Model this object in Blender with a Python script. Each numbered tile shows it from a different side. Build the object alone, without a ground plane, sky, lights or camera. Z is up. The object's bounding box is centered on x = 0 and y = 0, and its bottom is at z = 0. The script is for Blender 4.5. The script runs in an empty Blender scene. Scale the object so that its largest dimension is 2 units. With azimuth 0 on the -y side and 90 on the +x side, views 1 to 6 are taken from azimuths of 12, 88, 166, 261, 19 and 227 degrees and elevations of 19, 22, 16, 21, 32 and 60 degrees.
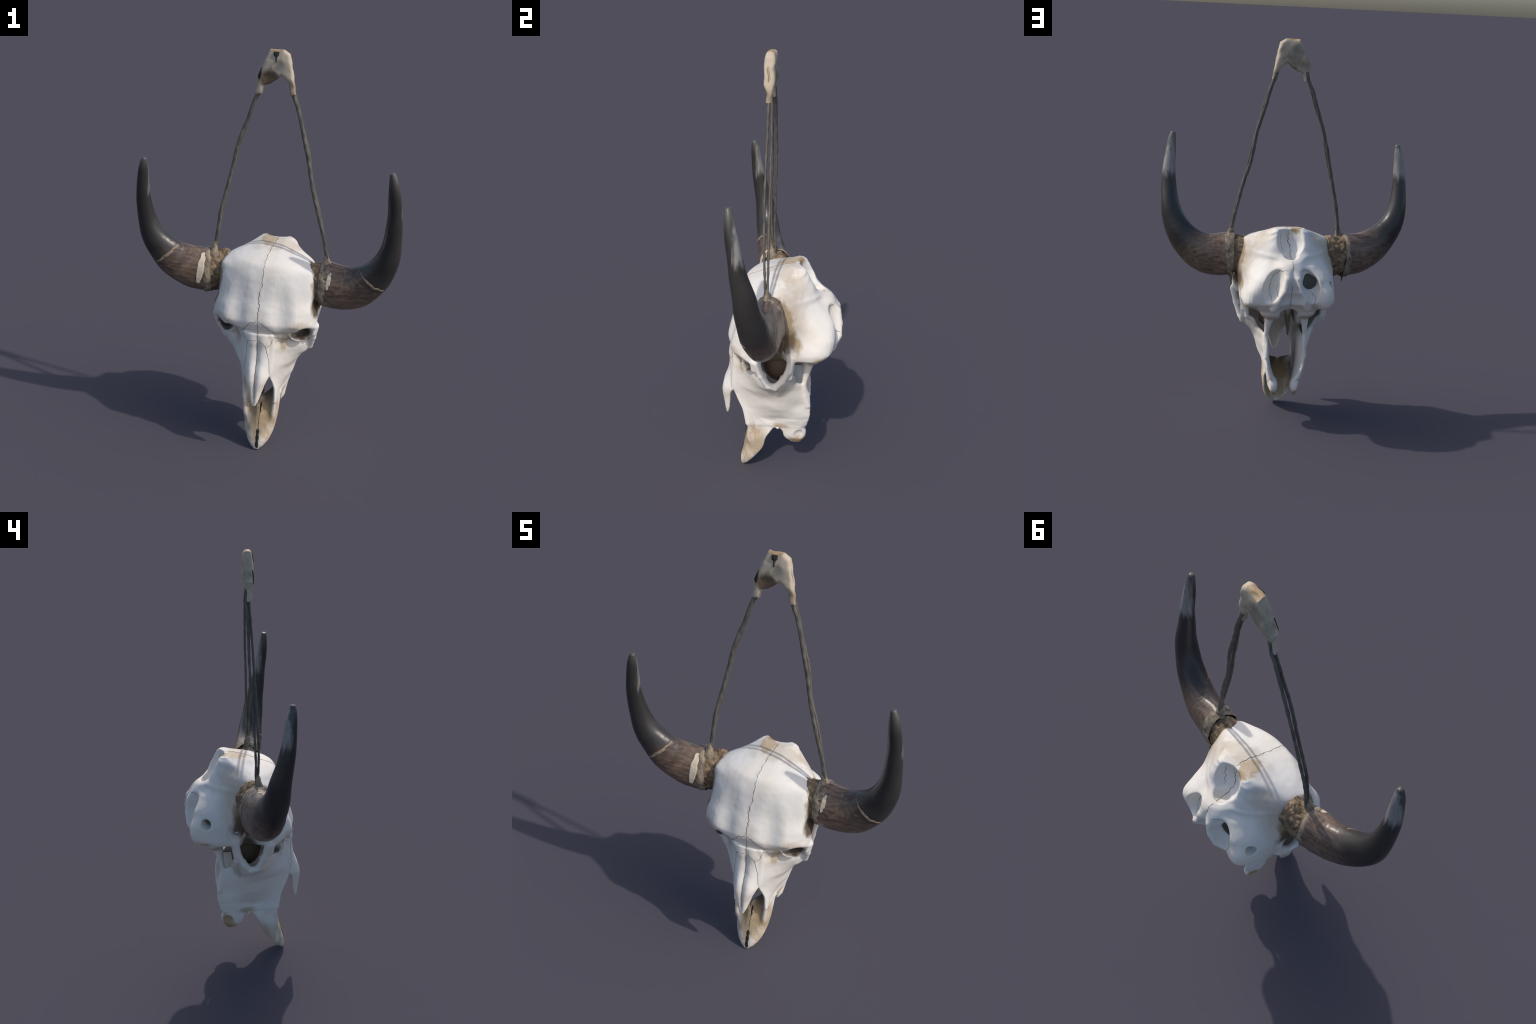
import bpy, bmesh, math, random
import numpy as np
from mathutils import Vector
from mathutils.bvhtree import BVHTree
from mathutils import noise as mnoise

random.seed(7)
rng = np.random.default_rng(7)

# ---------------------------------------------------------------- frame
# The skull is modelled symmetric in its own frame (x sideways, -y the face,
# z up) and turned a few degrees about z to hang as in the pictures.
YAW = math.radians(4.5)
XOFF = 0.0215
CY, SY = math.cos(YAW), math.sin(YAW)


def to_world(p):
    p = np.asarray(p, dtype=float)
    x, y, z = p[..., 0], p[..., 1], p[..., 2]
    return np.stack([XOFF + x * CY + y * SY, -x * SY + y * CY, z], -1)


# ---------------------------------------------------------------- implicit modelling helpers
def smin(a, b, k):
    h = np.clip(0.5 + 0.5 * (b - a) / k, 0, 1)
    return b + (a - b) * h - k * h * (1 - h)


def smax(a, b, k):
    return -smin(-a, -b, k)


def resample(pts, n):
    pts = np.asarray(pts, dtype=float)
    seg = np.linalg.norm(np.diff(pts, axis=0), axis=1)
    t = np.concatenate([[0], np.cumsum(seg)])
    t /= t[-1]
    u = np.linspace(0, 1, n)
    return np.stack([np.interp(u, t, pts[:, i]) for i in range(pts.shape[1])], -1)


def smooth_outline(pts, n):
    """rounded curve through the outline points, n even samples"""
    pts = np.asarray(pts, float)
    if len(pts) < 3:
        return resample(pts, n)
    t = np.concatenate([[0], np.cumsum(np.linalg.norm(np.diff(pts, axis=0), axis=1)**0.5)])
    m = np.gradient(pts, t, axis=0)
    u = np.linspace(0, t[-1], 8 * n)
    i = np.clip(np.searchsorted(t, u, side='right') - 1, 0, len(t) - 2)
    h = (t[i + 1] - t[i])[:, None]
    s = ((u - t[i]) / h[:, 0])[:, None]
    c = ((2 * s**3 - 3 * s**2 + 1) * pts[i] + (s**3 - 2 * s**2 + s) * h * m[i]
         + (-2 * s**3 + 3 * s**2) * pts[i + 1] + (s**3 - s**2) * h * m[i + 1])
    return resample(c, n)


def pchip(xk, yk, x):
    """monotone cubic interpolation of rows yk at keys xk"""
    xk = np.asarray(xk, float)
    yk = np.asarray(yk, float)
    h = np.diff(xk)
    sh = (-1,) + (1,) * (yk.ndim - 1)
    d = np.diff(yk, axis=0) / h.reshape(sh)
    m = np.zeros_like(yk)
    if len(xk) > 2:
        w1 = (2 * h[1:] + h[:-1]).reshape(sh)
        w2 = (h[1:] + 2 * h[:-1]).reshape(sh)
        same = d[1:] * d[:-1] > 0
        with np.errstate(divide='ignore', invalid='ignore'):
            m[1:-1] = np.where(same, (w1 + w2) / (w1 / d[:-1] + w2 / d[1:]), 0)
    m[0], m[-1] = d[0], d[-1]
    x = np.clip(x, xk[0], xk[-1])
    i = np.clip(np.searchsorted(xk, x, side='right') - 1, 0, len(xk) - 2)
    t = ((x - xk[i]) / h[i]).reshape((-1,) + (1,) * (yk.ndim - 1))
    hh = h[i].reshape(t.shape)
    return ((2 * t**3 - 3 * t**2 + 1) * yk[i] + (t**3 - 2 * t**2 + t) * hh * m[i]
            + (-2 * t**3 + 3 * t**2) * yk[i + 1] + (t**3 - t**2) * hh * m[i + 1])


def chord2d(px, py, poly, closed):
    """distance (signed when closed) from the points to a polyline"""
    a = poly
    b = np.roll(poly, -1, 0)
    if not closed:
        a, b = a[:-1], b[:-1]
    best = np.full(px.shape, 9e9, np.float32)
    inside = np.zeros(px.shape, bool)
    for (ax, ay), (bx, by) in zip(a, b):
        ex, ey = bx - ax, by - ay
        L = ex * ex + ey * ey + 1e-12
        wx, wy = px - ax, py - ay
        t = np.clip((wx * ex + wy * ey) / L, 0, 1)
        dx, dy = wx - ex * t, wy - ey * t
        np.minimum(best, dx * dx + dy * dy, out=best)
        if closed and by != ay:
            c = ((ay > py) != (by > py)) & (px < (bx - ax) * (py - ay) / (by - ay) + ax)
            inside ^= c
    d = np.sqrt(best)
    if closed:
        d = np.where(inside, -d, d)
    return d


class Grid:
    def __init__(self, lo, hi, h):
        self.h = h
        self.lo = np.array(lo, float)
        n = np.ceil((np.array(hi) - self.lo) / h).astype(int) + 1
        self.ax = [(self.lo[i] + h * np.arange(n[i])).astype(np.float32) for i in range(3)]
        self.X, self.Y, self.Z = np.meshgrid(*self.ax, indexing='ij', sparse=True)
        self.shape = tuple(n)

    def ellipsoid(self, c, r, rot=(0, 0, 0)):
        """rot: degrees about x then z"""
        x, y, z = self.X - c[0], self.Y - c[1], self.Z - c[2]
        ca, sa = math.cos(math.radians(rot[2])), math.sin(math.radians(rot[2]))
        x, y = x * ca + y * sa, -x * sa + y * ca
        cb, sb = math.cos(math.radians(rot[1])), math.sin(math.radians(rot[1]))
        x, z = x * cb - z * sb, x * sb + z * cb
        cg, sg = math.cos(math.radians(rot[0])), math.sin(math.radians(rot[0]))
        y, z = y * cg + z * sg, -y * sg + z * cg
        k = np.sqrt((x / r[0])**2 + (y / r[1])**2 + (z / r[2])**2)
        g = np.sqrt((x / r[0]**2)**2 + (y / r[1]**2)**2 + (z / r[2]**2)**2) + 1e-6
        return (k * (k - 1) / g).astype(np.float32)

    def tube(self, pts, rad, squash=None):
        """round limb through control points, radius per point"""
        d = np.full(self.shape, 9.0, np.float32)
        pts = np.asarray(pts, float)
        for i in range(len(pts) - 1):
            a, b = pts[i], pts[i + 1]
            e = b - a
            wx, wy, wz = self.X - a[0], self.Y - a[1], self.Z - a[2]
            t = np.clip((wx * e[0] + wy * e[1] + wz * e[2]) / (e @ e), 0, 1)
            r = rad[i] + (rad[i + 1] - rad[i]) * t
            q = np.sqrt((wx - e[0] * t)**2 + (wy - e[1] * t)**2 + (wz - e[2] * t)**2) - r
            d = smin(d, q, 0.006)
        return d.astype(np.float32)

    def loft(self, sections, thick=None, n=30):
        """sections {z: half outline}; closed body when thick is None, sheet otherwise"""
        zk = np.array(sorted(sections))
        rows = np.stack([smooth_outline(sections[z], n) for z in zk])
        d = np.full(self.shape, 9.0, np.float32)
        zs = self.ax[2]
        sel = np.where((zs > zk[0] - 0.03) & (zs < zk[-1] + 0.03))[0]
        polys = pchip(zk, rows, zs[sel])
        px = np.broadcast_to(self.ax[0][:, None], self.shape[:2])
        py = np.broadcast_to(self.ax[1][None, :], self.shape[:2])
        for k, poly in zip(sel, polys):
            poly = poly.astype(np.float32)
            z = zs[k]
            if thick is None:
                full = np.concatenate([poly, poly[::-1] * [-1, 1]])
                q = chord2d(px, py, full.astype(np.float32), True)
                over = max(zk[0] - z, z - zk[-1])
                d[:, :, k] = np.maximum(q, over)
            else:
                th = thick if np.isscalar(thick) else float(np.interp(z, *zip(*thick)))
                q = chord2d(px, py, poly, False)
                over = max(zk[0] - z, z - zk[-1], 0)
                d[:, :, k] = np.sqrt(q * q + over * over) - th / 2
        return d


def surface_net(d, lo, h):
    """vertices and quads of the zero surface of the field d"""
    s = d < 0
    nx, ny, nz = d.shape
    acc = np.zeros((nx - 1, ny - 1, nz - 1, 3), np.float32)
    cnt = np.zeros((nx - 1, ny - 1, nz - 1), np.int8)
    off = [0, 1]
    for axis in range(3):
        others = [i for i in range(3) if i != axis]
        for o1 in off:
            for o2 in off:
                sl0 = [slice(0, n - 1) for n in (nx, ny, nz)]
                sl1 = [slice(0, n - 1) for n in (nx, ny, nz)]
                for ax_, o in zip(others, (o1, o2)):
                    sl0[ax_] = slice(o, d.shape[ax_] - 1 + o)
                    sl1[ax_] = sl0[ax_]
                sl1[axis] = slice(1, d.shape[axis])
                a, b = d[tuple(sl0)], d[tuple(sl1)]
                idx = np.nonzero((a < 0) != (b < 0))
                t = a[idx] / (a[idx] - b[idx])
                acc[idx + (np.full(len(t), axis),)] += t
                acc[idx + (np.full(len(t), others[0]),)] += o1
                acc[idx + (np.full(len(t), others[1]),)] += o2
                cnt[idx] += 1
    cell = np.nonzero(cnt)
    vid = np.full(cnt.shape, -1, np.int64)
    vid[cell] = np.arange(len(cell[0]))
    v = acc[cell] / cnt[cell][:, None]
    v = np.asarray(lo) + h * (np.stack(cell, -1) + v)
    quads = []
    for axis in range(3):
        o = [(axis + 1) % 3, (axis + 2) % 3]
        a = s.take(range(0, d.shape[axis] - 1), axis)
        b = s.take(range(1, d.shape[axis]), axis)
        idx = np.stack(np.nonzero(a != b), -1)
        ok = (idx[:, o[0]] > 0) & (idx[:, o[1]] > 0) & (idx[:, o[0]] < d.shape[o[0]] - 1) & (idx[:, o[1]] < d.shape[o[1]] - 1)
        idx = idx[ok]
        q = []
        for da, db in ((0, 0), (-1, 0), (-1, -1), (0, -1)):
            c = idx.copy()
            c[:, o[0]] += da
            c[:, o[1]] += db
            q.append(vid[tuple(c.T)])
        q = np.stack(q, -1)
        flip = b[tuple(idx.T)]
        q[flip] = q[flip][:, ::-1]
        quads.append(q)
    return v, np.concatenate(quads)


def relax(v, quads, steps=2, lam=0.5):
    e = np.concatenate([quads[:, [0, 1]], quads[:, [1, 2]], quads[:, [2, 3]], quads[:, [3, 0]]])
    e = np.concatenate([e, e[:, ::-1]])
    cnt = np.bincount(e[:, 0], minlength=len(v))[:, None]
    for i in range(steps):
        for f in (lam, -lam * 1.03):
            m = np.stack([np.bincount(e[:, 0], v[e[:, 1], k], len(v)) for k in range(3)], -1) / np.maximum(cnt, 1)
            v = v + f * (m - v)
    return v


# ---------------------------------------------------------------- materials
def new_mat(name, rough=0.6):
    m = bpy.data.materials.new(name)
    m.use_nodes = True
    nt = m.node_tree
    b = nt.nodes['Principled BSDF']
    b.inputs['Roughness'].default_value = rough
    b.inputs['Specular IOR Level'].default_value = 0.3
    return m, nt, b


class NB:
    """small node-building helper"""
    def __init__(self, nt):
        self.nt = nt
        self.co = nt.nodes.new('ShaderNodeTexCoord').outputs['Object']

    def math(self, op, a, b=None, c=None, clamp=False):
        n = self.nt.nodes.new('ShaderNodeMath')
        n.operation = op
        n.use_clamp = clamp
        for i, v in enumerate((a, b, c)):
            if v is None:
                continue
            if isinstance(v, (int, float)):
                n.inputs[i].default_value = v
            else:
                self.nt.links.new(v, n.inputs[i])
        return n.outputs[0]

    def noise(self, scale, detail=4, rough=0.55, stretch=None, dist=0.0):
        n = self.nt.nodes.new('ShaderNodeTexNoise')
        n.inputs['Scale'].default_value = scale
        n.inputs['Detail'].default_value = detail
        n.inputs['Roughness'].default_value = rough
        n.inputs['Distortion'].default_value = dist
        if stretch:
            mp = self.nt.nodes.new('ShaderNodeMapping')
            mp.inputs['Scale'].default_value = stretch
            self.nt.links.new(self.co, mp.inputs['Vector'])
            self.nt.links.new(mp.outputs[0], n.inputs['Vector'])
        else:
            self.nt.links.new(self.co, n.inputs['Vector'])
        return n.outputs['Fac']

    def ramp(self, f, a, b):
        n = self.nt.nodes.new('ShaderNodeMapRange')
        n.interpolation_type = 'SMOOTHSTEP'
        self.nt.links.new(f, n.inputs['Value'])
        n.inputs['From Min'].default_value = a
        n.inputs['From Max'].default_value = b
        return n.outputs[0]

    def mix(self, f, a, b, mode='MIX'):
        n = self.nt.nodes.new('ShaderNodeMix')
        n.data_type = 'RGBA'
        n.blend_type = mode
        for s, v in ((n.inputs[0], f), (n.inputs[6], a), (n.inputs[7], b)):
            if isinstance(v, (int, float)):
                s.default_value = v
            elif isinstance(v, tuple):
                s.default_value = (*v, 1)
            else:
                self.nt.links.new(v, s)
        return n.outputs[2]

    def dist(self, c, r):
        """normalised distance of the point to an ellipsoid centre"""
        mp = self.nt.nodes.new('ShaderNodeVectorMath')
        mp.operation = 'SUBTRACT'
        self.nt.links.new(self.co, mp.inputs[0])
        mp.inputs[1].default_value = c
        m2 = self.nt.nodes.new('ShaderNodeVectorMath')
        m2.operation = 'DIVIDE'
        self.nt.links.new(mp.outputs[0], m2.inputs[0])
        m2.inputs[1].default_value = r
        m3 = self.nt.nodes.new('ShaderNodeVectorMath')
        m3.operation = 'LENGTH'
        self.nt.links.new(m2.outputs[0], m3.inputs[0])
        return m3.outputs['Value']

    def blob(self, c, r, nz, amount=0.6, soft=0.35):
        """1 inside a noisy ellipsoid, 0 outside"""
        d = self.dist(c, r)
        d = self.math('ADD', d, self.math('MULTIPLY', self.math('SUBTRACT', nz, 0.5), amount * 2))
        inv = self.ramp(d, 1.0 - soft, 1.0 + soft)
        return self.math('SUBTRACT', 1.0, inv)

    def bump(self, bsdf, h, strength, distance):
        n = self.nt.nodes.new('ShaderNodeBump')
        n.inputs['Strength'].default_value = strength
        n.inputs['Distance'].default_value = distance
        self.nt.links.new(h, n.inputs['Height'])
        self.nt.links.new(n.outputs[0], bsdf.inputs['Normal'])


def W(p):
    return tuple(float(v) for v in to_world(p))


def bone_material(name, base, stains, rough=0.55):
    m, nt, b = new_mat(name, rough)
    k = NB(nt)
    big = k.noise(5.0, 3)
    mid = k.noise(22, 5, 0.6)
    fine = k.noise(120, 4, 0.65)
    warm = tuple(np.array(base) * (0.99, 0.945, 0.87))
    col = k.mix(k.math('MULTIPLY', k.ramp(big, 0.40, 0.68), 0.75), base, warm)
    col = k.mix(k.math('MULTIPLY', k.ramp(mid, 0.55, 0.8), 0.25), col, tuple(np.array(base) * (0.86, 0.76, 0.62)))
    specks = k.ramp(k.noise(75, 2, 0.5), 0.72, 0.78)
    col = k.mix(k.math('MULTIPLY', specks, 0.35), col, (0.25, 0.17, 0.10))
    jag = k.noise(24, 6, 0.68, stretch=(1.25, 1.25, 0.6))
    for c, r, colour, amt, soft, strength in stains:
        strength = min(0.95, strength * 1.45)
        f = k.blob(W(c), r, jag, amt, soft)
        f = k.math('MULTIPLY', f, strength)
        tint = k.mix(k.math('MULTIPLY', fine, 0.8), colour, tuple(np.array(colour) * 0.5))
        col = k.mix(f, col, tint)
    nt.links.new(col, b.inputs['Base Color'])
    hgt = k.math('ADD', k.math('MULTIPLY', mid, 0.6), k.math('MULTIPLY', fine, 0.4))
    k.bump(b, hgt, 0.25, 0.004)
    return m


BONE = (0.74, 0.708, 0.664)  # bone tint kept less warm to include the cool cast of sky light
TAN = (0.42, 0.28, 0.15)
DKBR = (0.14, 0.09, 0.05)
OCH = (0.50, 0.36, 0.20)
stains = []
for s in (-1, 1):
    stains += [
        ((0.262 * s, -0.04, 0.90), (0.058, 0.12, 0.14), (0.30, 0.21, 0.12), 0.45, 0.15, 0.6),      # horn-core root
        ((0.262 * s, -0.02, 0.80), (0.045, 0.10, 0.07), DKBR, 0.5, 0.3, 0.7),
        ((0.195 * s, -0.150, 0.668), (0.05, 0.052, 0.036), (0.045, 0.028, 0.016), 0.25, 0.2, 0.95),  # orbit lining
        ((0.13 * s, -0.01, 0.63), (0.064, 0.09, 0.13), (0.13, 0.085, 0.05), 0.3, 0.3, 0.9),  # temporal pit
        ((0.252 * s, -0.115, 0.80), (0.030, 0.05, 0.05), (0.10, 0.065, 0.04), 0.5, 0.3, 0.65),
        ((0.225 * s, 0.075, 0.76), (0.012, 0.02, 0.04), OCH, 0.8, 0.5, 0.7),
        ((0.058 * s, 0.085, 0.178), (0.03, 0.04, 0.035), TAN, 0.8, 0.5, 0.8),        # cheek-tooth sockets
        ((0.080 * s, -0.10, 0.16), (0.018, 0.045, 0.09), OCH, 0.5, 0.5, 0.5),
        ((0.215 * s, 0.04, 0.93), (0.06, 0.07, 0.10), OCH, 0.5, 0.7, 0.35),
        ((0.084 * s, 0.095, 0.218), (0.012, 0.032, 0.04), OCH, 0.6, 0.4, 0.7),
        ((0.09 * s, 0.0, 0.275), (0.03, 0.04, 0.016), OCH, 0.7, 0.6, 0.5),
        ((0.20 * s, -0.20, 0.725), (0.05, 0.03, 0.02), OCH, 0.8, 0.7, 0.3),
        ((0.14 * s, 0.06, 1.02), (0.05, 0.05, 0.04), OCH, 0.8, 0.7, 0.3),
        ((0.09 * s, 0.15, 0.635), (0.05, 0.04, 0.02), TAN, 0.7, 0.6, 0.45),
        ((0.03 * s, -0.13, 0.22), (0.05, 0.035, 0.10), TAN, 0.8, 0.5, 0.75),
        ((0.13 * s, -0.19, 0.62), (0.03, 0.03, 0.05), OCH, 0.9, 0.5, 0.5),
        ((0.19 * s, 0.17, 0.70), (0.04, 0.04, 0.025), OCH, 0.8, 0.5, 0.6),
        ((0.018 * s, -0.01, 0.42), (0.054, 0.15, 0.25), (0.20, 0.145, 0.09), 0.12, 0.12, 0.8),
    ]
stains += [
    ((-0.03, 0.03, 1.08), (0.038, 0.065, 0.06), OCH, 0.9, 0.2, 0.5),
    ((0.04, 0.01, 1.06), (0.12, 0.065, 0.07), OCH, 0.9, 0.5, 0.3),
    ((-0.03, 0.08, 1.085), (0.03, 0.02, 0.03), TAN, 0.5, 0.4, 0.8),
    ((0.09, 0.13, 1.0), (0.015, 0.02, 0.05), OCH, 0.8, 0.5, 0.0),
    ((0.0, -0.16, 0.13), (0.075, 0.035, 0.13), OCH, 1.2, 0.5, 0.6),
]
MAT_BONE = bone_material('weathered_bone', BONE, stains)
MAT_HANGER = bone_material('stained_bone', (0.47, 0.40, 0.31), [
    ((-0.03, -0.09, 1.87), (0.045, 0.03, 0.035), DKBR, 0.8, 0.5, 0.8),
    ((0.0, -0.08, 2.0), (0.04, 0.04, 0.012), TAN, 0.8, 0.5, 0.9),
    ((-0.02, -0.05, 1.91), (0.06, 0.03, 0.06), (0.22, 0.19, 0.14), 1.4, 0.6, 0.5),
    ((0.09, -0.08, 1.83), (0.03, 0.03, 0.03), (0.25, 0.20, 0.13), 1.0, 0.6, 0.5)], 0.6)

MAT_CORE = None


def core_material():
    m, nt, b = new_mat('horn_core_bone', 0.85)
    k = NB(nt)
    n1 = k.noise(26, 6, 0.7, dist=0.6)
    n2 = k.noise(90, 4, 0.6)
    col = k.mix(k.ramp(n1, 0.35, 0.65), (0.12, 0.085, 0.055), (0.33, 0.235, 0.14))
    col = k.mix(k.math('MULTIPLY', k.ramp(n2, 0.5, 0.75), 0.6), col, (0.07, 0.05, 0.035))
    nt.links.new(col, b.inputs['Base Color'])
    k.bump(b, k.math('ADD', n1, k.math('MULTIPLY', n2, 0.5)), 0.8, 0.008)
    return m


def horn_material():
    m, nt, b = new_mat('horn_sheath', 0.33)
    k = NB(nt)
    sep = nt.nodes.new('ShaderNodeSeparateXYZ')
    nt.links.new(k.co, sep.inputs[0])
    ax = k.math('ABSOLUTE', sep.outputs[0])
    # along-horn coordinate: from the root outwards, then up to the tip
    run = k.math('ADD', k.math('MULTIPLY', k.math('SUBTRACT', ax, 0.30), 0.9), k.math('MULTIPLY', k.math('SUBTRACT', sep.outputs[2], 0.90), 1.0))
    n1 = k.noise(9, 4, 0.6)
    run = k.math('ADD', run, k.math('MULTIPLY', k.math('SUBTRACT', n1, 0.5), 0.16))
    fib = k.noise(30, 5, 0.65, stretch=(0.6, 3.0, 2.2))
    brown = k.mix(k.ramp(fib, 0.3, 0.7), (0.078, 0.052, 0.038), (0.22, 0.15, 0.108))
    black = k.mix(n1, (0.020, 0.019, 0.019), (0.04, 0.037, 0.035))
    col = k.mix(k.ramp(run, 0.10, 0.36), brown, black)
    # pale grey area on the back of the upper third, streaked along the horn, and a lighter tip
    streak = k.noise(40, 4, 0.6, stretch=(2.0, 2.0, 0.25))
    mid_y = k.math('ADD', k.math('MULTIPLY', sep.outputs[0], -0.08), -0.168)
    back = k.math('ADD', k.math('SUBTRACT', sep.outputs[1], mid_y), k.math('MULTIPLY', k.math('SUBTRACT', streak, 0.5), 0.05))
    high = k.math('ADD', sep.outputs[2], k.math('MULTIPLY', k.math('SUBTRACT', streak, 0.5), 0.09))
    wear = k.math('MULTIPLY', k.ramp(back, -0.012, 0.016), k.ramp(high, 1.285, 1.335))  # mask of the pale grey rear area
    col = k.mix(k.math('MULTIPLY', wear, 0.85), col, k.mix(streak, (0.17, 0.165, 0.16), (0.36, 0.35, 0.34)))
    col = k.mix(k.math('MULTIPLY', k.ramp(sep.outputs[2], 1.40, 1.52), 0.35), col, (0.2, 0.19, 0.17))
    nt.links.new(col, b.inputs['Base Color'])
    b.inputs['Specular IOR Level'].default_value = 0.45
    k.bump(b, fib, 0.25, 0.003)
    return m


def plain_material(name, a, c, scale=40, rough=0.7, bump=0.3, stretch=None):
    m, nt, b = new_mat(name, rough)
    k = NB(nt)
    n = k.noise(scale, 5, 0.65, stretch=stretch)
    nt.links.new(k.mix(k.ramp(n, 0.3, 0.7), a, c), b.inputs['Base Color'])
    k.bump(b, n, bump, 0.003)
    return m


MAT_CORE = core_material()
MAT_HORN = horn_material()
MAT_CORD = plain_material('weathered_cord', (0.075, 0.069, 0.06), (0.15, 0.135, 0.115), 60, 0.75, 0.5, (1, 1, 0.3))
MAT_BAND = plain_material('dried_hide_band', (0.13, 0.11, 0.09), (0.34, 0.27, 0.19), 45, 0.85, 0.7)
MAT_SCAR = plain_material('bare_horn_scar', (0.55, 0.46, 0.34), (0.66, 0.58, 0.45), 60, 0.8, 0.4)
MAT_SCAR2 = plain_material('scratched_horn', (0.17, 0.12, 0.085), (0.36, 0.28, 0.21), 60, 0.7, 0.4)
MAT_SEAM = plain_material('dirt_in_suture', (0.13, 0.085, 0.055), (0.26, 0.19, 0.13), 90, 0.9, 0.3)
MAT_DARK = plain_material('dark_cavity_lining', (0.016, 0.016, 0.016), (0.026, 0.025, 0.024), 30, 0.8, 0.2)

# ---------------------------------------------------------------- objects
root = bpy.data.objects.new('hanging_bison_skull', None)
bpy.context.scene.collection.objects.link(root)
root['label'] = 'bleached bison skull with dark horns hung on a cord'
root['category'] = 'animal skull'


def add_mesh(name, verts, faces, mat, parent=None, smooth=True, normals=None):
    me = bpy.data.meshes.new(name)
    me.from_pydata([tuple(v) for v in np.asarray(verts).tolist()], [], [tuple(f) for f in np.asarray(faces).tolist()] if not isinstance(faces, list) else faces)
    me.update()
    if smooth:
        me.polygons.foreach_set('use_smooth', [True] * len(me.polygons))
    if normals is not None:
        me.normals_split_custom_set_from_vertices([tuple(n) for n in normals.tolist()])
    me.materials.append(mat)
    ob = bpy.data.objects.new(name, me)
    bpy.context.scene.collection.objects.link(ob)
    ob.parent = parent or root
    return ob


# ---------------------------------------------------------------- skull body
H = 0.004
half = Grid((-0.028, -0.31, -0.016), (0.312, 0.292, 1.132), H)

# braincase and forehead: half outlines from the front midline round to the back midline
BRAINCASE = {
    0.64: [(0, -.215), (.06, -.212), (.10, -.19), (.11, -.14), (.10, -.06), (.10, .02), (.11, .09), (.10, .14), (.05, .15), (0, .13)],
    0.67: [(0, -.229), (.08, -.213), (.14, -.176), (.19, -.112), (.18, -.06), (.17, .04), (.17, .13), (.13, .175), (.06, .19), (0, .165)],
    0.70: [(0, -.239), (.09, -.233), (.175, -.203), (.250, -.135), (.240, -.07), (.232, .05), (.216, .180), (.15, .205), (.07, .215), (0, .195)],
    0.73: [(0, -.246), (.09, -.245), (.19, -.214), (.260, -.130), (.248, -.06), (.240, .06), (.216, .207), (.15, .232), (.07, .250), (0, .220)],
    0.78: [(0, -.237), (.09, -.236), (.18, -.208), (.254, -.140), (.250, -.06), (.246, .05), (.203, .222), (.14, .242), (.06, .264), (0, .242)],
    0.84: [(0, -.217), (.09, -.213), (.17, -.188), (.236, -.135), (.248, -.05), (.248, .04), (.168, .218), (.115, .238), (.05, .258), (0, .248)],
    0.90: [(0, -.203), (.085, -.198), (.165, -.172), (.232, -.130), (.250, -.05), (.235, .04), (.132, .174), (.088, .203), (.04, .235), (0, .236)],
    0.935: [(0, -.194), (.08, -.189), (.16, -.162), (.232, -.122), (.245, -.05), (.215, .04), (.122, .142), (.082, .166), (.038, .204), (0, .220)],
    0.955: [(0, -.188), (.08, -.182), (.16, -.154), (.232, -.115), (.243, -.05), (.205, .04), (.119, .138), (.087, .157), (.04, .170), (0, .172)],
    0.97: [(0, -.182), (.08, -.175), (.16, -.147), (.232, -.108), (.240, -.05), (.195, .04), (.112, .132), (.085, .147), (.04, .152), (0, .150)],
    1.00: [(0, -.166), (.08, -.155), (.15, -.122), (.200, -.075), (.215, -.03), (.175, .04), (.103, .122), (.08, .135), (.04, .140), (0, .138)],
    1.035: [(0, -.088), (.05, -.082), (.10, -.055), (.140, -.02), (.145, .01), (.125, .05), (.093, .108), (.07, .118), (.03, .122), (0, .122)],
    1.063: [(0, -.018), (.03, -.018), (.06, -.008), (.088, .030), (.096, .05), (.094, .07), (.085, .098), (.06, .104), (.03, .106), (0, .106)],
    1.077: [(0, .035), (.02, .035), (.045, .035), (.065, .055), (.075, .065), (.075, .075), (.068, .088), (.045, .092), (.02, .092), (0, .092)],
}
body = half.loft(BRAINCASE, None, 44)

# cranial base: two knobs and the sloping floor between them
body = smin(body, half.ellipsoid((.082, .145, .663), (.062, .042, .042)), .02)
# petal-like ridges that run down from the middle of the back
body = smin(body, half.tube([(.008, .205, .915), (.026, .242, .86), (.034, .252, .80), (.062, .246, .755), (.085, .222, .705)],
                            [.017, .019, .021, .023, .022]), .012)
body = smax(body, -half.ellipsoid((0, .13, .655), (.05, .10, .028)), .015)

# hollows of the back of the skull
mid_hollow = half.tube([(0, .144, 1.064), (0, .143, 1.02), (0, .152, .962)], [.074, .067, .038])
body = smax(body, -mid_hollow, .008)
# shallow valley either side of the forehead's middle
body = smax(body, -half.ellipsoid((.112, -.270, .870), (.055, .058, .16)), .05)
petal = half.ellipsoid((.094, .246, .828), (.042, .052, .098), (0, -20, 25))
body = smax(body, -petal, .009)
cleft = half.tube([(0, .262, .878), (0, .268, .80), (0, .282, .745), (0, .305, .68)], [.010, .034, .062, .100])
body = smax(body, -cleft, .006)
# hollow behind the horn root and the pit of the temple
body = smax(body, -half.ellipsoid((.31, .12, .93), (.10, .075, .085)), .05)
body = smax(body, -half.ellipsoid((.285, -.115, .815), (.045, .05, .04)), .02)
fossa = half.ellipsoid((.25, -.02, .665), (.09, .052, .115))
body = smax(body, -fossa, .015)
body = smax(body, -half.ellipsoid((.15, .06, .62), (.06, .06, .10)), .012)

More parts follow.
